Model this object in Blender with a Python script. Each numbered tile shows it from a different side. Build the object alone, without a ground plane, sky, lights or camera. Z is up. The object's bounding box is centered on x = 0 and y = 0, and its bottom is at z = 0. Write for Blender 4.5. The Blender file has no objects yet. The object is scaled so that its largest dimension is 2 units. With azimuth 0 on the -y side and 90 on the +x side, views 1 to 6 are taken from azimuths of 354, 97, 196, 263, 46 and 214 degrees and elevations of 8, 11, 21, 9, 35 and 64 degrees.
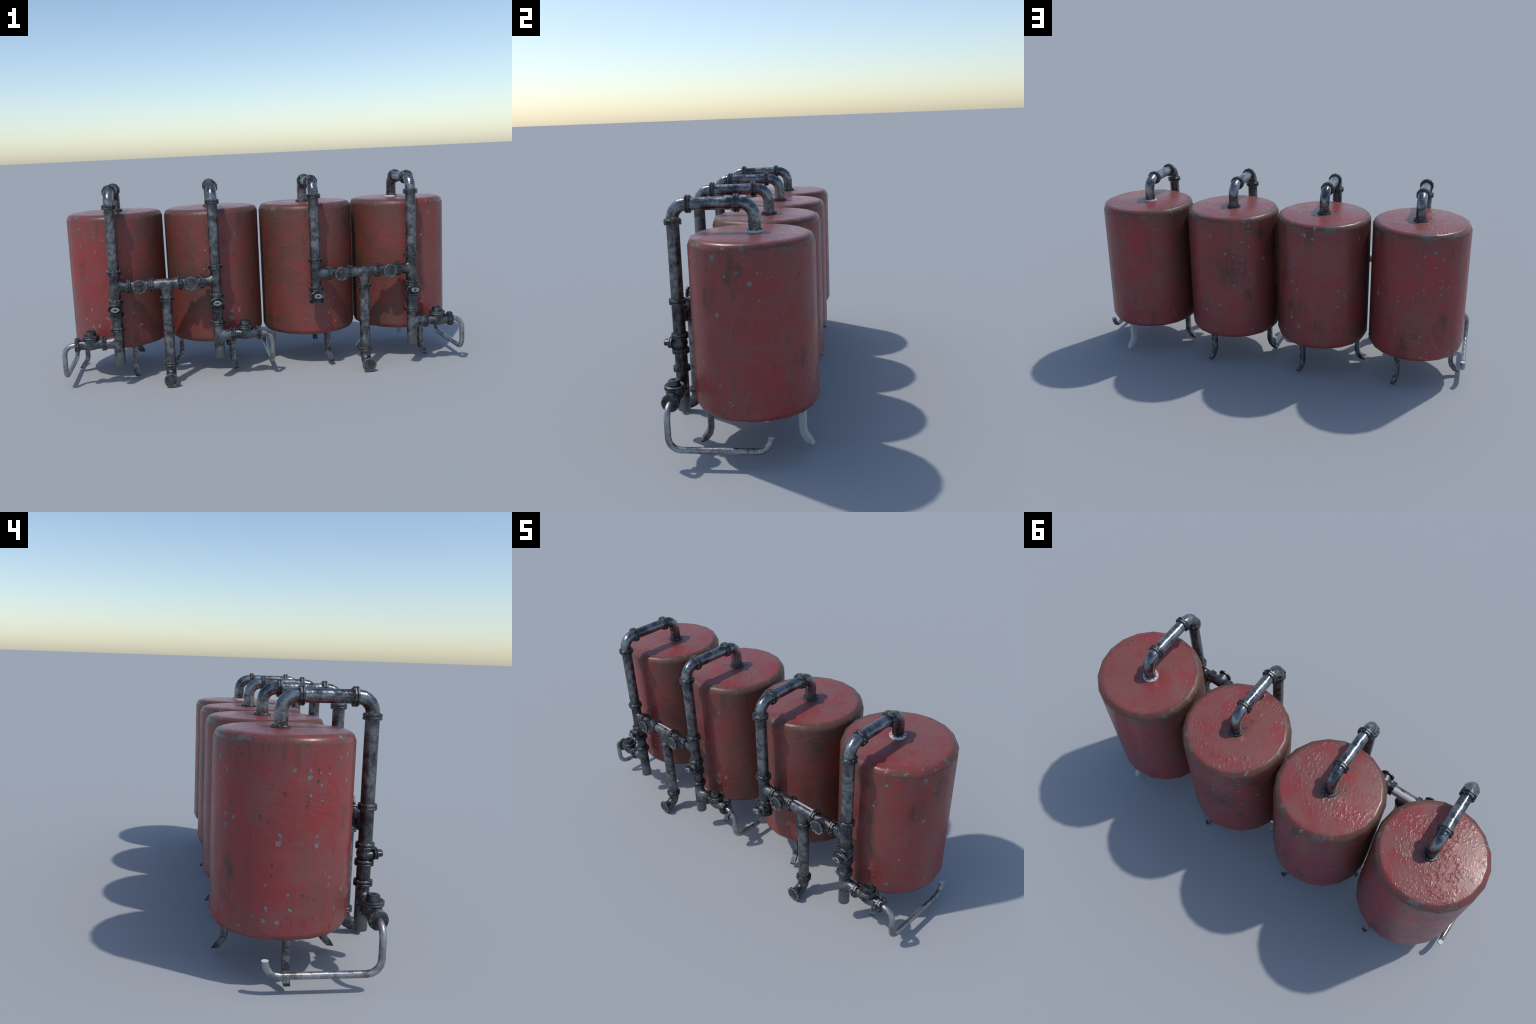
"""Four red cylindrical storage tanks in a row with flanged steel pipework."""
import bpy, bmesh, math, random
from mathutils import Vector, Matrix

random.seed(11)
SCN = bpy.context.scene

# ------------------------------------------------------------------ sizes (m)
TANK_R, TANK_Y, TANK_TOP, TANK_BOTTOM, BEVEL = 0.2418, 0.0740, 0.831, 0.1655, 0.030
TANK_SIDES = 20
PIPE_R, PIPE_SIDES = 0.0252, 14
FLANGE_R, FLANGE_SIDES, FLANGE_H = 0.0355, 10, 0.018
RISER_Y, INLET_Y, HOOP_Z, CROSS_Z, OUTLET_Z = -0.230, 0.086, 0.9415, 0.494, 0.2225
HOSE_R = 0.0122
TANK_X = (-0.733, -0.2402, 0.2525, 0.7452)
# sooty patch on each tank wall: bearing (degrees), height, radius, strength
SOOT = ((200, 0.30, 0.07, 0.35), (75, 0.40, 0.06, 0.5), (98, 0.58, 0.13, 0.8), (-36, 0.63, 0.065, 0.95))
PIPE_X = (-0.727, -0.2445, 0.2445, 0.727)


# ------------------------------------------------------------------ materials
class Nodes:
    """Small helper that wires shader nodes by name."""

    def __init__(self, name):
        self.mat = bpy.data.materials.new(name)
        self.mat.use_nodes = True
        self.t = self.mat.node_tree
        self.t.nodes.clear()
        self.out = self.t.nodes.new('ShaderNodeOutputMaterial')
        self.bsdf = self.t.nodes.new('ShaderNodeBsdfPrincipled')
        self.t.links.new(self.bsdf.outputs[0], self.out.inputs[0])

    def put(self, sock, v):
        if isinstance(v, bpy.types.NodeSocket):
            self.t.links.new(v, sock)
        elif isinstance(v, (tuple, list)) and len(v) == 3 and sock.type == 'RGBA':
            sock.default_value = (*v, 1)
        else:
            sock.default_value = v

    def math(self, op, a, b=0.0, c=0.0):
        n = self.t.nodes.new('ShaderNodeMath')
        n.operation = op
        for i, v in enumerate((a, b, c)):
            self.put(n.inputs[i], v)
        return n.outputs[0]

    def step(self, v, lo, hi, a=0.0, b=1.0):
        n = self.t.nodes.new('ShaderNodeMapRange')
        n.interpolation_type = 'SMOOTHSTEP'
        for i, x in enumerate((v, lo, hi, a, b)):
            self.put(n.inputs[i], x)
        return n.outputs[0]

    def mix(self, fac, a, b):
        n = self.t.nodes.new('ShaderNodeMix')
        n.data_type = 'RGBA'
        self.put(n.inputs[0], fac)
        self.put(n.inputs[6], a)
        self.put(n.inputs[7], b)
        return n.outputs[2]

    def coords(self, scale=(1, 1, 1), shift=(0, 0, 0), per_object=False):
        tc = self.t.nodes.new('ShaderNodeTexCoord')
        m = self.t.nodes.new('ShaderNodeMapping')
        m.inputs['Scale'].default_value = scale
        m.inputs['Location'].default_value = shift
        self.t.links.new(tc.outputs['Object'], m.inputs[0])
        if per_object:
            info = self.t.nodes.new('ShaderNodeObjectInfo')
            comb = self.t.nodes.new('ShaderNodeCombineXYZ')
            for i, k in enumerate((7.0, 13.0, 19.0)):
                self.put(comb.inputs[i], self.math('MULTIPLY', info.outputs['Random'], k))
            self.t.links.new(comb.outputs[0], m.inputs['Location'])
        return m.outputs[0]

    def noise(self, vec, scale, detail=3, rough=0.55, warp=0.0):
        n = self.t.nodes.new('ShaderNodeTexNoise')
        self.put(n.inputs['Vector'], vec)
        n.inputs['Scale'].default_value = scale
        n.inputs['Detail'].default_value = detail
        n.inputs['Roughness'].default_value = rough
        n.inputs['Distortion'].default_value = warp
        return n.outputs[0]

    def voronoi(self, vec, scale, rnd=1.0, feature='F1'):
        n = self.t.nodes.new('ShaderNodeTexVoronoi')
        n.feature = feature
        self.put(n.inputs['Vector'], vec)
        n.inputs['Scale'].default_value = scale
        n.inputs['Randomness'].default_value = rnd
        return n.outputs[0]

    def xyz(self):
        tc = self.t.nodes.new('ShaderNodeTexCoord')
        s = self.t.nodes.new('ShaderNodeSeparateXYZ')
        self.t.links.new(tc.outputs['Object'], s.inputs[0])
        return s.outputs

    def bump(self, height, strength, dist, under=None):
        n = self.t.nodes.new('ShaderNodeBump')
        n.inputs['Strength'].default_value = strength
        n.inputs['Distance'].default_value = dist
        self.put(n.inputs['Height'], height)
        if under is not None:
            self.put(n.inputs['Normal'], under)
        return n.outputs[0]

    def finish(self, color, rough, metal=0.0, normal=None, spec=0.5):
        self.put(self.bsdf.inputs['Base Color'], color)
        self.put(self.bsdf.inputs['Roughness'], rough)
        self.put(self.bsdf.inputs['Metallic'], metal)
        self.bsdf.inputs['Specular IOR Level'].default_value = spec
        if normal is not None:
            self.put(self.bsdf.inputs['Normal'], normal)
        return self.mat


def steel(name, dark, light, scale=20, rough=(0.30, 0.50), metal=0.8, tip=False, rust=0.25, bias=0.0, run=0.0, pale_low=None, relief=0.2):
    """Cloudy worn steel: dark gunmetal with paler patches and a trace of rust.

    run > 0 is the length of a straight pipe: its ends are darker."""
    n = Nodes(name)
    v = n.coords(per_object=True)
    cloud = n.noise(v, scale, 3, 0.55)
    fine = n.noise(v, scale * 4.5, 2, 0.5)
    m = n.math('ADD', n.math('MULTIPLY', cloud, 0.80), n.math('MULTIPLY', fine, 0.20))
    m = n.step(m, 0.34 - bias, 0.66 - bias)
    if pale_low:
        m = n.math('MAXIMUM', m, n.step(n.xyz()[2], pale_low[0], pale_low[1], 0.75, 0.0))
    if run:
        z = n.xyz()[2]
        near = n.math('MINIMUM', z, n.math('SUBTRACT', run, z))
        m = n.math('MULTIPLY', m, n.step(near, 0.012, 0.065, 0.30, 1.0))
    col = n.mix(m, dark, light)
    spots = n.step(n.noise(v, scale * 0.9, 4, 0.6), 0.66, 0.74, 0.0, rust)
    col = n.mix(spots, col, (0.09, 0.035, 0.024))
    if tip:
        low = n.step(n.xyz()[2], 0.025, 0.030, 0.80, 0.0)
        col = n.mix(low, col, (0.018, 0.02, 0.024))
    r = n.step(m, 0.0, 1.0, rough[0], rough[1])
    nrm = n.bump(n.math('ADD', cloud, n.math('MULTIPLY', fine, 0.4)), relief, 0.004)
    return n.finish(col, r, metal, nrm)


def plain(name, col, rough, metal=0.0):
    n = Nodes(name)
    g = n.noise(n.coords(), 60, 2)
    c = n.mix(n.step(g, 0.35, 0.65), tuple(x * 0.94 for x in col), col)
    return n.finish(c, rough, metal)


def spots(n, uv, scale, keep, size, tail=0.0, ragged=None, rag=2.0):
    """Scattered blots: one per Voronoi cell, some cells left empty, each with its own
    size; tail > 0 lets every blot run downward and fade out."""
    vo = n.t.nodes.new('ShaderNodeTexVoronoi')
    vo.voronoi_dimensions = '2D'
    n.put(vo.inputs['Vector'], uv)
    vo.inputs['Scale'].default_value = scale
    rnd = n.t.nodes.new('ShaderNodeSeparateColor')
    n.t.links.new(vo.outputs['Color'], rnd.inputs[0])
    there = n.math('GREATER_THAN', rnd.outputs[0], n.math('SUBTRACT', 1.0, keep))
    r = n.math('MULTIPLY', n.math('ADD', n.math('POWER', rnd.outputs[1], 2.0), 0.35), size)
    a, b = n.t.nodes.new('ShaderNodeSeparateXYZ'), n.t.nodes.new('ShaderNodeSeparateXYZ')
    n.put(a.inputs[0], uv)
    n.t.links.new(vo.outputs['Position'], b.inputs[0])
    du = n.math('SUBTRACT', a.outputs[0], b.outputs[0])
    dv = n.math('SUBTRACT', a.outputs[1], b.outputs[1])
    d = n.math('SQRT', n.math('ADD', n.math('MULTIPLY', du, du), n.math('MULTIPLY', dv, dv)))
    if ragged is not None:
        d = n.math('ADD', d, n.math('MULTIPLY', n.math('SUBTRACT', ragged, 0.5), size * rag))
    mask = n.step(n.math('DIVIDE', d, r), 0.60, 1.10, 1.0, 0.0)
    if tail:
        wide = n.step(n.math('DIVIDE', n.math('ABSOLUTE', du), r), 0.45, 1.15, 1.0, 0.0)
        length = n.math('MULTIPLY', rnd.outputs[2], tail)
        drop = n.math('DIVIDE', n.math('MULTIPLY', dv, -1.0), n.math('MAXIMUM', length, 0.002))
        run = n.math('MULTIPLY', n.step(drop, 0.0, 1.0, 0.75, 0.0), n.math('GREATER_THAN', drop, 0.0))
        mask = n.math('MAXIMUM', mask, n.math('MULTIPLY', wide, run))
    return n.math('MULTIPLY', mask, there)


def tank_paint(name, seed, faces_left, faces_right, lid_rough, soot):
    """Weathered red enamel. Dirt and painted-in shade gather where the tank faces a neighbour."""
    n = Nodes(name)
    shift = (seed * 3.7, seed * -2.3, seed * 5.1)
    v = n.coords(shift=shift)
    flow = n.coords(scale=(1, 1, 0.22), shift=shift)
    x, y, z = n.xyz()
    rad = n.math('SQRT', n.math('ADD', n.math('MULTIPLY', x, x), n.math('MULTIPLY', y, y)))
    cx = n.math('DIVIDE', x, n.math('MAXIMUM', rad, 0.02))
    cy = n.math('DIVIDE', y, n.math('MAXIMUM', rad, 0.02))
    side = n.step(rad, 0.205, 0.232)
    topmask = n.step(z, TANK_TOP - 0.004, TANK_TOP - 0.001)

    # unrolled wall coordinates (arc length, height); the seam hides between tanks
    flip = -1.0 if faces_right else 1.0
    arc = n.math('MULTIPLY', n.math('ARCTAN2', y, n.math('MULTIPLY', x, flip)), TANK_R)
    wall = n.t.nodes.new('ShaderNodeCombineXYZ')
    n.put(wall.inputs[0], n.math('ADD', arc, seed * 1.37))
    n.put(wall.inputs[1], n.math('ADD', z, seed * 0.71))
    wall = wall.outputs[0]

    big = n.noise(v, 5.0, 4, 0.6, 0.4)
    mid = n.noise(v, 17.0, 4, 0.62, 0.3)
    fine = n.noise(v, 70.0, 3, 0.6)
    streak = n.noise(n.coords(scale=(1, 1, 0.12), shift=shift), 22.0, 3, 0.6)
    dull = n.step(n.math('ADD', n.math('MULTIPLY', big, 0.60), n.math('MULTIPLY', mid, 0.40)), 0.42, 0.60)
    col = n.mix(dull, (0.275, 0.040, 0.041), (0.225, 0.066, 0.063))
    col = n.mix(n.step(n.noise(v, 3.6, 4, 0.65), 0.54, 0.66, 0.0, 0.75), col, (0.325, 0.030, 0.033))
    col = n.mix(n.math('MULTIPLY', n.step(streak, 0.50, 0.72, 0.0, 0.35), side), col, (0.125, 0.060, 0.052))

    # brown dirt plus painted occlusion shade toward neighbouring tank and behind front pipes
    grime_shade = n.math('MULTIPLY', n.step(cy, 0.15, -0.95), 0.45 if faces_left and faces_right else 0.25)
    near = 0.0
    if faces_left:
        grime_shade = n.math('MAXIMUM', grime_shade, n.step(n.math('SUBTRACT', n.math('MULTIPLY', cx, -1), n.math('MULTIPLY', cy, 0.40)), 0.12, 0.98))
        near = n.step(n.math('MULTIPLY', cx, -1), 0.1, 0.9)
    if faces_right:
        grime_shade = n.math('MAXIMUM', grime_shade, n.step(n.math('SUBTRACT', cx, n.math('MULTIPLY', cy, 0.22)), 0.22, 1.0))
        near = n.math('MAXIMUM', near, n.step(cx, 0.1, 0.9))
    grime_shade = n.math('MULTIPLY', grime_shade, side)
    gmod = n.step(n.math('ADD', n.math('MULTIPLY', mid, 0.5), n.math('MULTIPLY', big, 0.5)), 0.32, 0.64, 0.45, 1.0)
    grime_shade = n.math('MULTIPLY', grime_shade, gmod)
    col = n.mix(n.math('MULTIPLY', grime_shade, 0.9), col, n.mix(mid, (0.052, 0.034, 0.022), (0.115, 0.040, 0.022)))

    # brown bloom around the inlet, tired lid paint with sky reflection painted in
    d = n.math('ADD', n.math('MULTIPLY', x, x), n.math('POWER', n.math('SUBTRACT', y, INLET_Y - TANK_Y), 2.0))
    bloom = n.step(n.math('SQRT', d), 0.035, 0.085, 0.8, 0.0)
    col = n.mix(n.math('MULTIPLY', bloom, n.math('MULTIPLY', topmask, mid)), col, (0.10, 0.05, 0.03))
    topdull_sky = n.math('MULTIPLY', topmask, n.step(n.noise(v, 6.5, 3, 0.55), 0.42, 0.58, 0.1, 0.75))
    col = n.mix(topdull_sky, col, (0.225, 0.085, 0.072))
    # worn band round the shoulder
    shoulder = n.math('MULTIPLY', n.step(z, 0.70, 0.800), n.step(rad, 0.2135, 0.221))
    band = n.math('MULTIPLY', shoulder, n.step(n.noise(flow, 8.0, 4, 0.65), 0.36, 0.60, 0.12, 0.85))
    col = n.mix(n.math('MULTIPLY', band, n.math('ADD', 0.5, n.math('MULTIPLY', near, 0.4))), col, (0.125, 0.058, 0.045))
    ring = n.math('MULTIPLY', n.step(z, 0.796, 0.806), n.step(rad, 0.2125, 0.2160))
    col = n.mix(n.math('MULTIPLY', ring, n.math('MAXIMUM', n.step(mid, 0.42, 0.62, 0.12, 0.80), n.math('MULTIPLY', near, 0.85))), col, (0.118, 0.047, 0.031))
    weep = n.math('MULTIPLY', n.step(z, 0.66, 0.80), n.math('MULTIPLY', side, n.step(n.noise(n.coords(scale=(1, 1, 0.10), shift=shift), 34.0, 3, 0.6), 0.54, 0.70, 0.0, 0.75)))
    col = n.mix(weep, col, (0.075, 0.042, 0.030))
    edge = n.math('MULTIPLY', n.step(z, 0.790, 0.812), n.step(rad, 0.2125, 0.2165))
    wear = n.math('ADD', n.math('MULTIPLY', mid, 0.65), n.math('MULTIPLY', big, 0.35))
    scrape = n.math('MULTIPLY', edge, n.step(wear, 0.54, 0.62, 0.0, 0.75))
    col = n.mix(scrape, col, (0.135, 0.140, 0.135))
    col = n.mix(n.math('MULTIPLY', edge, n.step(fine, 0.42, 0.62, 0.0, 0.30)), col, (0.085, 0.045, 0.030))
    seam = n.math('MULTIPLY', topmask, n.step(n.math('ABSOLUTE', n.math('SUBTRACT', rad, 0.2085)), 0.0006, 0.0022, 0.45, 0.0))
    col = n.mix(seam, col, (0.08, 0.03, 0.026))

    # brown stains, rust freckles that run downward, blue-grey primer chips
    stain = n.math('MULTIPLY', n.step(n.noise(flow, 13.0, 5, 0.72), 0.575, 0.70), 0.62)
    smudge = n.math('MULTIPLY', n.step(n.noise(n.coords(scale=(1, 1, 0.6), shift=shift), 6.5, 4, 0.62), 0.58, 0.72), 0.80)
    col = n.mix(n.math('MULTIPLY', stain, side), col, (0.080, 0.044, 0.028))
    col = n.mix(n.math('MULTIPLY', smudge, side), col, (0.060, 0.036, 0.024))
    ang = math.radians(soot[0])
    facing = n.math('ADD', n.math('MULTIPLY', cx, math.cos(ang)), n.math('MULTIPLY', cy, math.sin(ang)))
    off2 = n.math('MULTIPLY', n.math('SUBTRACT', 1.0, facing), 2 * TANK_R ** 2)
    dz = n.math('SUBTRACT', z, soot[1])
    dist = n.math('SQRT', n.math('ADD', off2, n.math('MULTIPLY', n.math('MULTIPLY', dz, dz), 0.6)))
    patchy = n.step(n.noise(flow, 26.0, 4, 0.65), 0.38, 0.62, 0.25, 1.0)
    sooty = n.math('MULTIPLY', n.math('MULTIPLY', n.step(dist, 0.15 * soot[2], soot[2], soot[3], 0.0), patchy), side)
    col = n.mix(sooty, col, (0.048, 0.032, 0.022))
    ragged = n.noise(v, 95.0, 2, 0.5)
    group = n.step(n.noise(v, 4.2, 2, 0.5), 0.40, 0.60)
    low = n.step(z, 0.28, 0.52, 1.0, 0.45)
    drips = spots(n, wall, 27.0, n.math('MULTIPLY', n.math('MULTIPLY', group, low), 0.50), 0.0042, 0.045, ragged)
    col = n.mix(n.math('MULTIPLY', n.math('MULTIPLY', drips, side), 0.80), col, (0.055, 0.033, 0.018))
    speck = spots(n, wall, 55.0, n.math('MULTIPLY', group, 0.22), 0.0024, 0.012, ragged)
    col = n.mix(n.math('MULTIPLY', n.math('MULTIPLY', speck, side), 0.8), col, (0.048, 0.030, 0.020))
    group2 = n.step(n.noise(v, 5.4, 2, 0.5), 0.47, 0.60)
    clean = n.math('SUBTRACT', 1.0, n.step(grime_shade, 0.2, 0.6))
    tatter = n.noise(v, 60.0, 3, 0.6)
    chips = spots(n, wall, 24.0, n.math('MULTIPLY', n.math('MULTIPLY', group2, clean), 0.38), 0.0084, 0.0, tatter, 4.5)
    flakes = spots(n, wall, 60.0, n.math('MULTIPLY', n.math('MULTIPLY', group2, clean), 0.10), 0.0030, 0.0, ragged)
    chips = n.math('MULTIPLY', n.math('MAXIMUM', chips, flakes), side)
    lid = n.t.nodes.new('ShaderNodeCombineXYZ')
    n.put(lid.inputs[0], n.math('ADD', x, seed * 2.1))
    n.put(lid.inputs[1], n.math('ADD', y, seed * 1.3))
    pock = spots(n, lid.outputs[0], 26.0, n.math('ADD', n.math('MULTIPLY', group2, 0.30), 0.10), 0.0052, 0.0, ragged)
    pock = n.math('MULTIPLY', pock, topmask)
    col = n.mix(n.math('MULTIPLY', pock, 0.75), col, n.mix(n.step(big, 0.45, 0.55), (0.16, 0.18, 0.19), (0.06, 0.036, 0.022)))
    col = n.mix(n.math('MULTIPLY', chips, 0.88), col, n.mix(n.step(tatter, 0.50, 0.62), (0.165, 0.192, 0.197), (0.085, 0.066, 0.052)))
    col = n.mix(n.step(fine, 0.35, 0.75, 0.0, 0.14), col, (0.10, 0.055, 0.05))

    rough = n.step(n.math('ADD', n.math('MULTIPLY', mid, 0.6), n.math('MULTIPLY', fine, 0.4)), 0.3, 0.7, 0.27, 0.41)
    rough = n.math('ADD', rough, n.math('MULTIPLY', n.math('MAXIMUM', grime_shade, chips), 0.2))
    rough = n.math('SUBTRACT', rough, n.math('MULTIPLY', topmask, 0.03))

    # hammered, sagging paint relief: strong on the lid, faint drags on the wall
    ripple = n.noise(n.coords(scale=(1, 1, 1.7), shift=shift), 22.0, 2, 0.5, 0.8)
    orange = n.noise(v, 62.0, 2, 0.45, 0.6)
    region = n.step(n.noise(v, 4.0, 2), 0.42, 0.62, 0.15, 1.0)
    slant = n.t.nodes.new('ShaderNodeMapping')
    n.put(slant.inputs[0], wall)
    slant.inputs['Rotation'].default_value = (0, 0, math.radians(38 if seed % 2 else -30))
    slant.inputs['Scale'].default_value = (0.22, 1.0, 1.0)
    scuff = n.noise(slant.outputs[0], 105.0, 3, 0.55, 0.6)
    scuffed = n.step(n.noise(v, 5.5, 2), 0.44, 0.62)
    wallrel = n.math('ADD', n.math('MULTIPLY', ripple, 0.34), n.math('MULTIPLY', orange, 0.10))
    wallrel = n.math('ADD', wallrel, n.math('MULTIPLY', n.math('MULTIPLY', scuff, scuffed), 0.22))
    dimple = n.step(n.noise(n.coords(scale=(1.0, 0.72, 1), shift=shift), 80.0, 2, 0.45, 0.5), 0.46, 0.78)
    sag = n.noise(n.coords(scale=(1.0, 0.35, 1), shift=shift), 30.0, 2, 0.5, 0.4)
    lidrel = n.math('ADD', n.math('MULTIPLY', dimple, 0.46 * lid_rough), n.math('MULTIPLY', sag, 0.34))
    h = n.math('ADD', n.math('MULTIPLY', wallrel, n.math('SUBTRACT', 1.0, topmask)), n.math('MULTIPLY', lidrel, topmask))
    h = n.math('MULTIPLY', h, region)
    h = n.math('SUBTRACT', h, n.math('MULTIPLY', n.math('MAXIMUM', chips, pock), 0.10))
    nrm = n.bump(h, 0.45, 0.011)
    return n.finish(col, rough, 0.0, nrm, 0.42)


M_PIPE = steel('pipe_steel', (0.055, 0.058, 0.063), (0.19, 0.195, 0.205), scale=28)
M_HOOP = steel('hoop_pipe_steel', (0.070, 0.074, 0.080), (0.27, 0.28, 0.295), rough=(0.17, 0.31), metal=0.9, relief=0.75)
M_DRAIN = steel('drain_pipe_steel', (0.050, 0.053, 0.057), (0.195, 0.202, 0.212), scale=30, pale_low=(-0.085, -0.03))
M_RISER = steel('feed_pipe_steel', (0.066, 0.069, 0.074), (0.235, 0.244, 0.257), scale=34, run=0.314)
M_STAND = steel('standpipe_steel', (0.066, 0.069, 0.074), (0.235, 0.244, 0.257), scale=34, run=0.324)
M_DARK = steel('fitting_steel', (0.036, 0.038, 0.042), (0.130, 0.135, 0.142), scale=30, rust=0.35)
M_FLANGE = steel('flange_steel', (0.040, 0.043, 0.046), (0.115, 0.12, 0.125), scale=40, rough=(0.32, 0.5), rust=0.1)
M_RIM = steel('worn_rim_steel', (0.06, 0.063, 0.066), (0.19, 0.195, 0.20), scale=60, rough=(0.5, 0.62), rust=0.1)
M_KNOB = steel('knob_steel', (0.13, 0.134, 0.138), (0.32, 0.325, 0.33), scale=80, rough=(0.38, 0.5), metal=0.6)
M_BOLT = plain('bolt_steel', (0.22, 0.225, 0.23), 0.40, 0.7)
M_LEG = steel('leg_steel', (0.065, 0.067, 0.070), (0.26, 0.265, 0.27), scale=38, rough=(0.24, 0.42), tip=True, rust=0.2)
M_HOSE = steel('outlet_steel', (0.13, 0.135, 0.14), (0.36, 0.365, 0.38), scale=30, rough=(0.24, 0.40), bias=0.06, rust=0.1)
M_UNTEXTURED = plain('untextured_pale', (0.62, 0.62, 0.64), 0.55)  # pale grey standing in for missing texture on flange, tee back, pipe ends
M_UNTEXTURED_LEG = plain('untextured_leg', (0.45, 0.48, 0.49), 0.6)  # plain grey standing in for the missing material of one leg


# ------------------------------------------------------------------ geometry
def add_lathe(bm, profile, sides, matrix=Matrix(), mat=0, phase=0.0, mats=None):
    """Revolve (radius, height) pairs about local z; radius 0 closes the end."""
    rings = []
    for r, h in profile:
        if r < 1e-6:
            rings.append([bm.verts.new(matrix @ Vector((0, 0, h)))])
        else:
            rings.append([bm.verts.new(matrix @ Vector((r * math.cos(phase + 2 * math.pi * i / sides),
                                                        r * math.sin(phase + 2 * math.pi * i / sides), h)))
                          for i in range(sides)])
    for k, (a, b) in enumerate(zip(rings, rings[1:])):
        for i in range(sides):
            j = (i + 1) % sides
            if len(a) == 1:
                f = bm.faces.new((a[0], b[j], b[i]))
            elif len(b) == 1:
                f = bm.faces.new((a[i], a[j], b[0]))
            else:
                f = bm.faces.new((a[i], a[j], b[j], b[i]))
            f.material_index = mats[k] if mats else mat
    return rings


def add_sweep(bm, pts, radius, sides, mat=0, square=False, side_vec=None, caps=True, cap_mat=None):
    """Sweep a round (or square) section along a planar-ish polyline."""
    pts = [Vector(p) for p in pts]
    tan = []
    for i in range(len(pts)):
        a = (pts[i] - pts[i - 1]).normalized() if i else None
        b = (pts[i + 1] - pts[i]).normalized() if i < len(pts) - 1 else None
        tan.append(((a or b) + (b or a)).normalized())
    up = Vector(side_vec) if side_vec else None
    if up is None:
        up = Vector((0, 0, 1)) if abs(tan[0].z) < 0.9 else Vector((0, 1, 0))
    u = (up - tan[0] * up.dot(tan[0])).normalized()
    rings = []
    for i, p in enumerate(pts):
        t = tan[i]
        u = (u - t * u.dot(t)).normalized()
        w = t.cross(u)
        stretch = 1.0
        if 0 < i < len(pts) - 1:
            c = (pts[i] - pts[i - 1]).normalized().dot(t)
            stretch = 1 / max(c, 0.7)
        bend = ((pts[min(i + 1, len(pts) - 1)] - p).normalized() - (p - pts[max(i - 1, 0)]).normalized())
        bend = bend.normalized() if bend.length > 1e-5 and 0 < i < len(pts) - 1 else None
        ring = []
        for k in range(sides):
            ang = 2 * math.pi * (k + (0.5 if square else 0)) / sides
            off = (u * math.cos(ang) + w * math.sin(ang)) * radius
            if bend is not None:
                off += bend * off.dot(bend) * (stretch - 1)
            ring.append(bm.verts.new(p + off))
        rings.append(ring)
    for a, b in zip(rings, rings[1:]):
        for i in range(sides):
            j = (i + 1) % sides
            bm.faces.new((a[i], a[j], b[j], b[i])).material_index = mat
    if caps:
        for ring in (rings[0][::-1], rings[-1]):
            bm.faces.new(ring).material_index = mat if cap_mat is None else cap_mat
    return rings


def fillet_path(corners, radius, steps):
    """Polyline through corners with each inner corner rounded by an arc."""
    c = [Vector(p) for p in corners]
    out = [c[0]]
    for a, b, d in zip(c, c[1:], c[2:]):
        u, v = (a - b).normalized(), (d - b).normalized()
        ang = u.angle(v)
        dist = radius / math.tan(ang / 2)
        centre = b + (u + v).normalized() * radius / math.sin(ang / 2)
        s, e = b + u * dist - centre, b + v * dist - centre
        for k in range(steps + 1):
            out.append(centre + s.normalized().slerp(e.normalized(), k / steps) * radius)
    out.append(c[-1])
    return out


def mesh_of(bm, name, mats, smooth=40):
    bmesh.ops.recalc_face_normals(bm, faces=bm.faces)
    me = bpy.data.meshes.new(name)
    bm.to_mesh(me)
    bm.free()
    for m in mats:
        me.materials.append(m)
    for p in me.polygons:
        p.use_smooth = True
    if smooth < 180:
        me.set_sharp_from_angle(angle=math.radians(smooth))
    return me


def place(name, me, parent, loc=(0, 0, 0), rot=Matrix()):
    """World placement; parents are unrotated so only their offset matters."""
    ob = bpy.data.objects.new(name, me)
    SCN.collection.objects.link(ob)
    world = Matrix.Translation(loc) @ rot.to_4x4()
    ob.parent = parent
    base = Vector((0, 0, 0))
    p = parent
    while p:
        base += p.location
        p = p.parent
    ob.matrix_local = Matrix.Translation(-base) @ world
    return ob


def aim(direction):
    return Vector((0, 0, 1)).rotation_difference(Vector(direction)).to_matrix().to_4x4()


X, Y, Z = Vector((1, 0, 0)), Vector((0, 1, 0)), Vector((0, 0, 1))


# -- shared fittings ---------------------------------------------------------
def bolts(bm, radius, h, mat, n=FLANGE_SIDES, down=False):
    for i in range(n):
        a = 2 * math.pi * (i + 0.5) / n
        s = -1 if down else 1
        m = Matrix.Translation((radius * math.cos(a), radius * math.sin(a), h))
        add_lathe(bm, [(0.0027, -0.0015 * s), (0.0027, 0.0018 * s), (0.0017, 0.0030 * s), (0, 0.0032 * s)], 6, m, mat)


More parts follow.
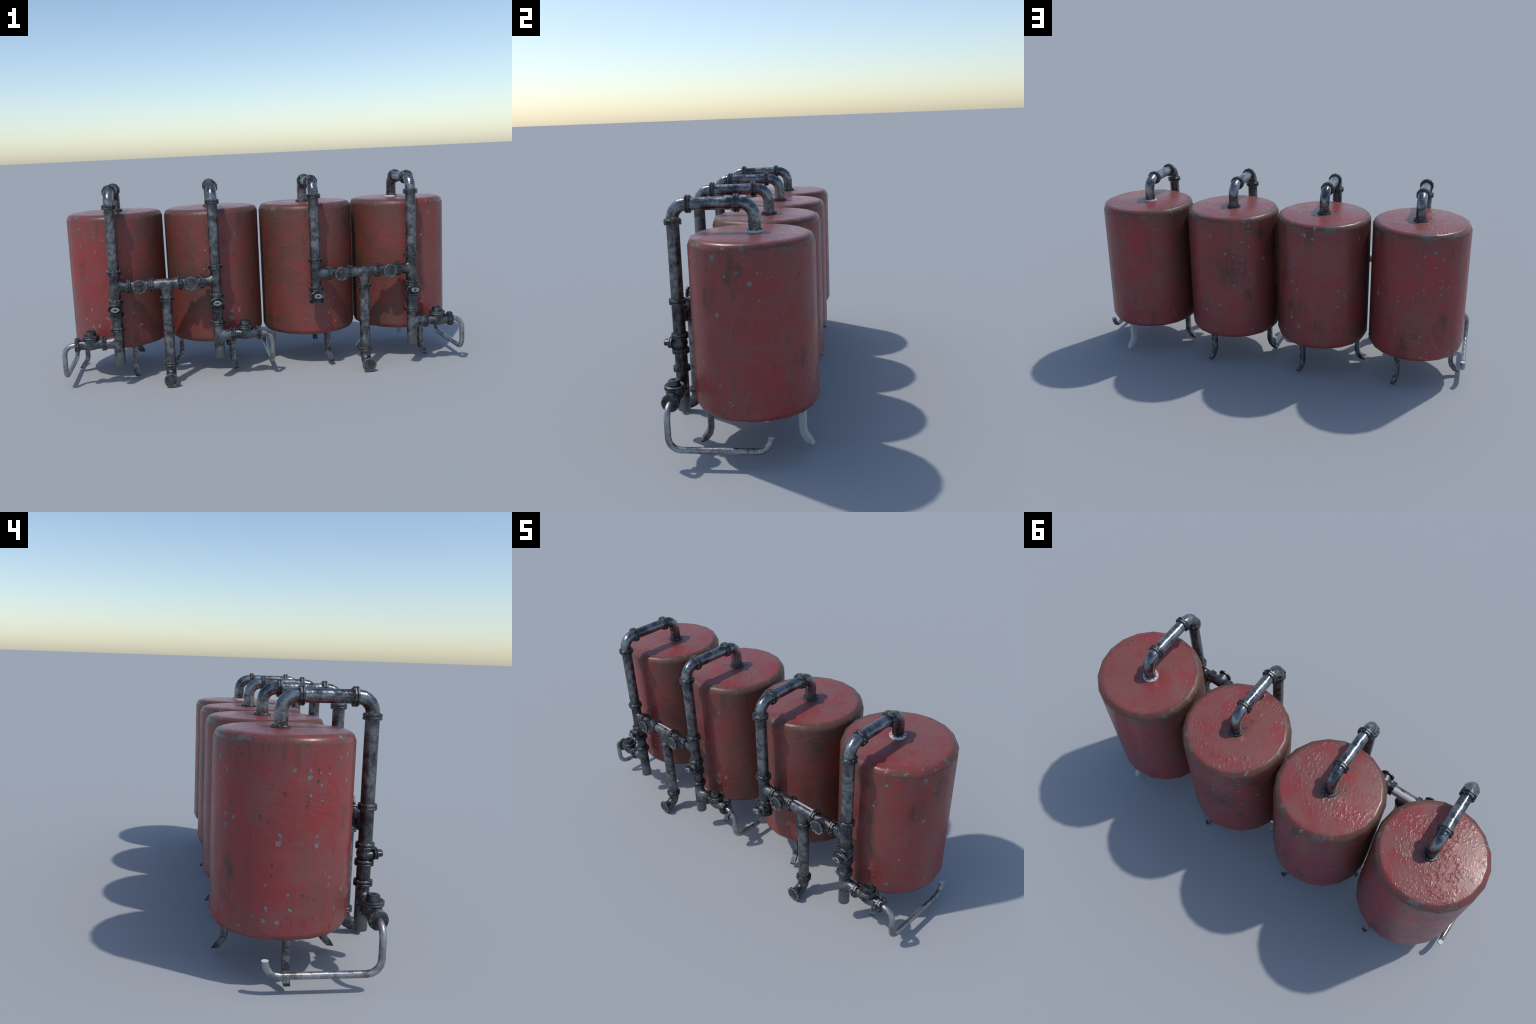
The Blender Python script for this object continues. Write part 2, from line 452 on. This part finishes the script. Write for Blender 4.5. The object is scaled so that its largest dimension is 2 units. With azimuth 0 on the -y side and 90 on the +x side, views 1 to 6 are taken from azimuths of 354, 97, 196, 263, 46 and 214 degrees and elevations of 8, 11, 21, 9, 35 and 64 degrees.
def flange_mesh(name='flange', closed=False, half=False, mats=None):
    """Two bolted collars with a gasket groove; ten-sided like the cast part."""
    bm = bmesh.new()
    h, R, ph = FLANGE_H / 2, FLANGE_R, math.pi / FLANGE_SIDES
    core = PIPE_R - 0.002
    if half:
        prof = [(core, -0.003), (R, -0.003), (R, 0.0045), (R - 0.0012, 0.006), (core, 0.006)]
        add_lathe(bm, prof, FLANGE_SIDES, phase=ph)
        bolts(bm, 0.0302, 0.006, 1)
    else:
        prof = [(core, -h - 0.0035), (PIPE_R + 0.0022, -h - 0.001), (PIPE_R + 0.003, -h), (R - 0.0012, -h), (R, -h + 0.0012), (R, -0.0026), (R - 0.001, -0.0014),
                (R - 0.0035, -0.0010), (R - 0.0035, 0.0010), (R - 0.001, 0.0014), (R, 0.0026), (R, h - 0.0012), (R - 0.0012, h)]
        prof += [(0, h)] if closed else [(PIPE_R + 0.003, h), (PIPE_R + 0.0022, h + 0.001), (core, h + 0.0035)]
        add_lathe(bm, prof, FLANGE_SIDES, phase=ph)
        bolts(bm, 0.0302, h, 1)
        bolts(bm, 0.0302, -h, 1, down=True)
    return mesh_of(bm, name, mats or [M_FLANGE, M_BOLT], 30)


def blank_mesh():
    """Blanked-off end: collar with a raised bright rim and a recessed face."""
    bm = bmesh.new()
    R, ph = FLANGE_R, math.pi / FLANGE_SIDES
    prof = [(PIPE_R - 0.002, -0.010), (PIPE_R + 0.002, -0.006), (R - 0.001, -0.006), (R, -0.005), (R, 0.001), (R - 0.0015, 0.0025),
            (0.0275, 0.0025), (0.0262, 0.0004), (0, 0.0)]
    mats = [0, 0, 0, 0, 2, 2, 2, 0]
    add_lathe(bm, prof, FLANGE_SIDES, phase=ph, mats=mats)
    bolts(bm, 0.0308, 0.002, 1)
    return mesh_of(bm, 'blank_flange', [M_FLANGE, M_BOLT, M_RIM], 30)


def valve_meshes(length, k_along, k_out):
    """Globe valve on local x: bulged body, neck, wide bonnet disc and a cap on +z."""
    body, bonnet = bmesh.new(), bmesh.new()
    L = length / 2
    prof = [(PIPE_R - 0.001, -L), (PIPE_R, -0.030 * k_along), (0.0285, -0.018 * k_along), (0.0305, 0), (0.0285, 0.018 * k_along),
            (PIPE_R, 0.030 * k_along), (PIPE_R - 0.001, L)]
    add_lathe(body, prof, PIPE_SIDES, aim(X))
    S = Matrix.Diagonal((k_along, k_out, k_out, 1))
    neck = [(0.034, 0.0), (0.0325, 0.018), (0.0305, 0.026), (0.029, 0.029)]
    add_lathe(body, neck, 14, S)
    disc = [(0.022, 0.0275), (0.0355, 0.0275), (0.0392, 0.0295), (0.0400, 0.0325), (0.0392, 0.0350), (0.0372, 0.0362), (0.0392, 0.0376),
            (0.0400, 0.0405), (0.0388, 0.0440), (0.0355, 0.0455), (0.0325, 0.0440), (0.0245, 0.0432),
            (0.0238, 0.0590), (0.0218, 0.0637), (0.0185, 0.0650), (0.0140, 0.0642), (0.0070, 0.0642), (0.0052, 0.0600), (0, 0.0600)]
    add_lathe(bonnet, disc, 14, S, mats=[0] * 13 + [1] * 3 + [0] * 2)
    return (mesh_of(body, 'valve', [M_DARK], 50),
            mesh_of(bonnet, 'bonnet', [M_DARK, M_KNOB if k_along < 1 else M_DARK], 42))


def tee_mesh(name, main_a, main_b, branch, reach, main_dir, mats, closed_end=False, split_back=False):
    """Pipe tee: straight run plus a branch that flares where it joins."""
    bm = bmesh.new()
    m = aim(main_dir)
    prof = [(PIPE_R, main_a), (PIPE_R, main_b)]
    if closed_end:
        prof = [(0, main_a), (PIPE_R - 0.0015, main_a), (PIPE_R, main_a + 0.0015), (PIPE_R, main_a + 0.05), (PIPE_R, main_b)]
    add_lathe(bm, prof, PIPE_SIDES, m)
    b, d = Vector(branch), Vector(main_dir)
    lateral = d.cross(b)
    rings = []
    for t in (0.0, 0.3, 0.6, 1.0, None):
        ring = []
        for k in range(PIPE_SIDES):
            ph = 2 * math.pi * k / PIPE_SIDES
            side = PIPE_R * math.cos(ph) * (0.97 if t == 0.0 else 1.0)
            along = PIPE_R * math.sin(ph) * (1 + 0.38 * (1 - (1.0 if t is None else t)) ** 2)
            saddle = math.sqrt(max(PIPE_R ** 2 * 0.94 - side ** 2, 0.0))
            out = reach if t is None else saddle + (0.039 - saddle) * t
            ring.append(bm.verts.new(b * out + lateral * side + d * along))
        rings.append(ring)
    for p, q in zip(rings, rings[1:]):
        for k in range(PIPE_SIDES):
            j = (k + 1) % PIPE_SIDES
            bm.faces.new((p[k], p[j], q[j], q[k]))
    if split_back:
        for f in bm.faces:
            c = f.calc_center_median()
            if (c.y > 0.004 or (c.y > -0.004 and c.z > 0)) and c.z > -0.012:
                f.material_index = 1
    return mesh_of(bm, name, mats, 50)


def straight_mesh(name, length, mats=None):
    bm = bmesh.new()
    add_lathe(bm, [(PIPE_R, 0), (PIPE_R, length * 0.5), (PIPE_R, length)], PIPE_SIDES)
    return mesh_of(bm, name, mats or [M_PIPE], 180)


def elbow_mesh(name, corners, radius, mats=None, steps=5):
    bm = bmesh.new()
    add_sweep(bm, fillet_path(corners, radius, steps), PIPE_R, PIPE_SIDES, caps=False)
    return mesh_of(bm, name, mats or [M_PIPE], 180)


# -- tank --------------------------------------------------------------------
def tank_mesh(paint):
    bm = bmesh.new()
    R, b = TANK_R, BEVEL
    prof = [(0, TANK_BOTTOM), (R - b, TANK_BOTTOM)]
    prof += [(R - b + b * math.sin(a), TANK_BOTTOM + b - b * math.cos(a)) for a in (math.radians(45), math.radians(90))]
    prof += [(R - b + b * math.cos(a), TANK_TOP - b + b * math.sin(a)) for a in (0, math.radians(45), math.radians(90))]
    prof += [(0, TANK_TOP)]
    add_lathe(bm, prof, TANK_SIDES)
    me = mesh_of(bm, 'tank', [paint], 180)
    return me


def leg_mesh(mat):
    """Square bar: drops straight from the tank floor, kicks outward, cut level at the foot."""
    bm = bmesh.new()
    r0, half = 0.1915, 0.0115
    pts = [(r0, 0, 0.182), (r0, 0, 0.076)]
    for k, (dr, z) in enumerate(((0.0060, 0.055), (0.0235, 0.035), (0.0425, 0.020))):
        pts.append((r0 + dr, 0, z))
    rings = add_sweep(bm, pts, half * math.sqrt(2), 4, square=True, side_vec=(0, 1, 0))
    for v in rings[-1]:
        v.co.x += (0.0205 - v.co.z) * 0.55
        v.co.z = 0.0205
    return mesh_of(bm, 'leg', [mat], 25)


# -- outlet pipe -------------------------------------------------------------
def outlet_mesh(s):
    """Small bent pipe: out of the end flange, down, back along y, then up."""
    bm = bmesh.new()
    x0, x1 = s * 0.206, s * 0.2610
    corners = [(x0, 0, 0), (x1, 0, 0), (x1, 0, -0.157), (x1, 0.381, -0.157), (x1, 0.381, -0.104)]
    path = fillet_path(corners[:4], 0.047, 4)[:-1]
    path += fillet_path(corners[2:], 0.050, 4)[1:]
    add_sweep(bm, path, HOSE_R, 12, cap_mat=1)
    return mesh_of(bm, 'outlet_pipe', [M_HOSE, M_UNTEXTURED], 60)


# ------------------------------------------------------------------ assembly
root = bpy.data.objects.new('storage_tank_bank', None)
SCN.collection.objects.link(root)
root['label'] = 'row of four weathered red tanks with dark flanged steel pipes'
root['category'] = 'storage tanks'

ME_FLANGE = flange_mesh()
ME_END = flange_mesh('end_flange', closed=True)
ME_BASE = flange_mesh('base_flange', half=True)
ME_BASE_BARE = flange_mesh('base_flange', half=True, mats=[M_UNTEXTURED, M_FLANGE])
ME_BLANK = blank_mesh()
ME_LEG, ME_LEG_BARE = leg_mesh(M_LEG), leg_mesh(M_UNTEXTURED_LEG)
ME_BACK_ELBOW = elbow_mesh('elbow', [(0, 0, TANK_TOP - HOOP_Z), (0, 0, 0), (0, 0.020 - INLET_Y, 0)], 0.052, [M_HOOP])
ME_FRONT_ELBOW = elbow_mesh('elbow', [(0, -0.166 - RISER_Y, 0), (0, 0, 0), (0, 0, 0.875 - HOOP_Z)], 0.054, [M_HOOP])
ME_HOOP = straight_mesh('hoop_pipe', 0.186, [M_HOOP])
ME_RISER = straight_mesh('feed_pipe', 0.875 - 0.561, [M_RISER])
ME_SHORT = straight_mesh('spool_pipe', 0.358 - 0.286, [M_DARK])
ME_STAND = straight_mesh('standpipe', 0.422 - 0.098, [M_STAND])
ME_FOOT_ELBOW = elbow_mesh('elbow', [(0, 0, 0.098 - 0.0345), (0, 0, 0), (0, -0.066, 0)], 0.046, [M_DARK])
ME_LOW_VALVE, ME_LOW_BONNET = valve_meshes(0.128, 1.0, 1.0)
ME_MID_VALVE, ME_MID_BONNET = valve_meshes(0.062, 0.55, 0.96)

for i in range(4):
    tx, px = TANK_X[i], PIPE_X[i]
    inward = 1 if i % 2 == 0 else -1          # toward the partner tank of the pair
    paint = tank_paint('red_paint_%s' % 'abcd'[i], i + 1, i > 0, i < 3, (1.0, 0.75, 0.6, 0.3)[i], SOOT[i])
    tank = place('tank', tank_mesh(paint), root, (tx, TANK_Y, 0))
    wn = tank.modifiers.new('flat_faces', 'WEIGHTED_NORMAL')
    wn.weight, wn.keep_sharp = 60, False
    for ang in (180, 70, -70):
        bare = i == 3 and ang == 70
        place('leg', ME_LEG_BARE if bare else ME_LEG, tank, (tx, TANK_Y, 0), Matrix.Rotation(math.radians(ang), 4, 'Z'))
    place('base_flange', ME_BASE_BARE if i == 3 else ME_BASE, tank, (px, INLET_Y, TANK_TOP + 0.002))

    riser = place('feed_pipe', ME_RISER, root, (px, RISER_Y, 0.561))
    place('elbow', ME_BACK_ELBOW, riser, (px, INLET_Y, HOOP_Z))
    place('elbow', ME_FRONT_ELBOW, riser, (px, RISER_Y, HOOP_Z))
    place('hoop_pipe', ME_HOOP, riser, (px, 0.020, HOOP_Z), aim(-Y))
    place('flange', ME_FLANGE, riser, (px, 0.020, HOOP_Z), aim(Y))
    place('flange', ME_FLANGE, riser, (px, -0.166, HOOP_Z), aim(Y))
    for z in (0.875, 0.561, 0.421):
        place('flange', ME_FLANGE, riser, (px, RISER_Y, z))
    tee = tee_mesh('tee_fitting', 0.421 - CROSS_Z, 0.561 - CROSS_Z, X * inward, 0.064, Z, [M_DARK])
    place('tee_fitting', tee, riser, (px, RISER_Y, CROSS_Z))
    # valve on the riser: local x along -z, bonnet facing the front
    rot = Matrix(((0, 1, 0), (0, 0, -1), (-1, 0, 0))).to_4x4()
    valve = place('valve', ME_MID_VALVE, riser, (px, RISER_Y, 0.391), rot)
    place('bonnet', ME_MID_BONNET, riser, (px, RISER_Y, 0.393), rot)
    if i == 2:                                # this riser simply stops below its valve
        place('end_flange', ME_END, riser, (px, RISER_Y, 0.360), Matrix.Rotation(math.pi, 4, 'X'))
        continue
    place('flange', ME_FLANGE, riser, (px, RISER_Y, 0.360))
    place('spool_pipe', ME_SHORT, riser, (px, RISER_Y, 0.286))
    place('flange', ME_FLANGE, riser, (px, RISER_Y, 0.286))

    # drain with its valve and bent outlet pipe, heading away from the partner
    s = -inward
    drain = place('drain_pipe', tee_mesh('drain_pipe', 0.109 - OUTLET_Z, 0.286 - OUTLET_Z, X * s, 0.068, Z, [M_DRAIN], True),
                  root, (px, RISER_Y, OUTLET_Z))
    place('flange', ME_FLANGE, drain, (px + s * 0.069, RISER_Y, OUTLET_Z), aim(X))
    place('valve', ME_LOW_VALVE, drain, (px + s * 0.133, RISER_Y, OUTLET_Z))
    place('bonnet', ME_LOW_BONNET, drain, (px + s * 0.130, RISER_Y, OUTLET_Z))
    place('end_flange', ME_END, drain, (px + s * 0.197, RISER_Y, OUTLET_Z), aim(X * s))
    place('outlet_pipe', outlet_mesh(s), drain, (px, RISER_Y, OUTLET_Z))

for side in (-1, 1):
    cx = side * 0.4857
    cross = place('crossover_pipe', tee_mesh('crossover_pipe', -0.0685, 0.0685, -Z, CROSS_Z - 0.424, X, [M_PIPE, M_UNTEXTURED], split_back=True),
                  root, (cx, RISER_Y, CROSS_Z))
    for s in (-1, 1):
        place('flange', ME_FLANGE, cross, (cx + s * 0.0690, RISER_Y, CROSS_Z), aim(X))
        place('flange', ME_FLANGE, cross, (cx + s * 0.1745, RISER_Y, CROSS_Z), aim(X))
        place('branch_fitting', tee_mesh('branch_fitting', -0.0525, 0.0525, -Y, 0.046, X, [M_DARK]), cross,
              (cx + s * 0.1205, RISER_Y, CROSS_Z))
        place('blank_flange', ME_BLANK, cross, (cx + s * 0.1205, RISER_Y - 0.0475, CROSS_Z), aim(-Y))
    stand = place('standpipe', ME_STAND, root, (cx, RISER_Y, 0.098))
    place('flange', ME_FLANGE, stand, (cx, RISER_Y, 0.422))
    place('flange', ME_FLANGE, stand, (cx, RISER_Y, 0.099))
    place('elbow', ME_FOOT_ELBOW, stand, (cx, RISER_Y, 0.0345))
    place('blank_flange', ME_BLANK, stand, (cx, RISER_Y - 0.072, 0.0345), aim(-Y))
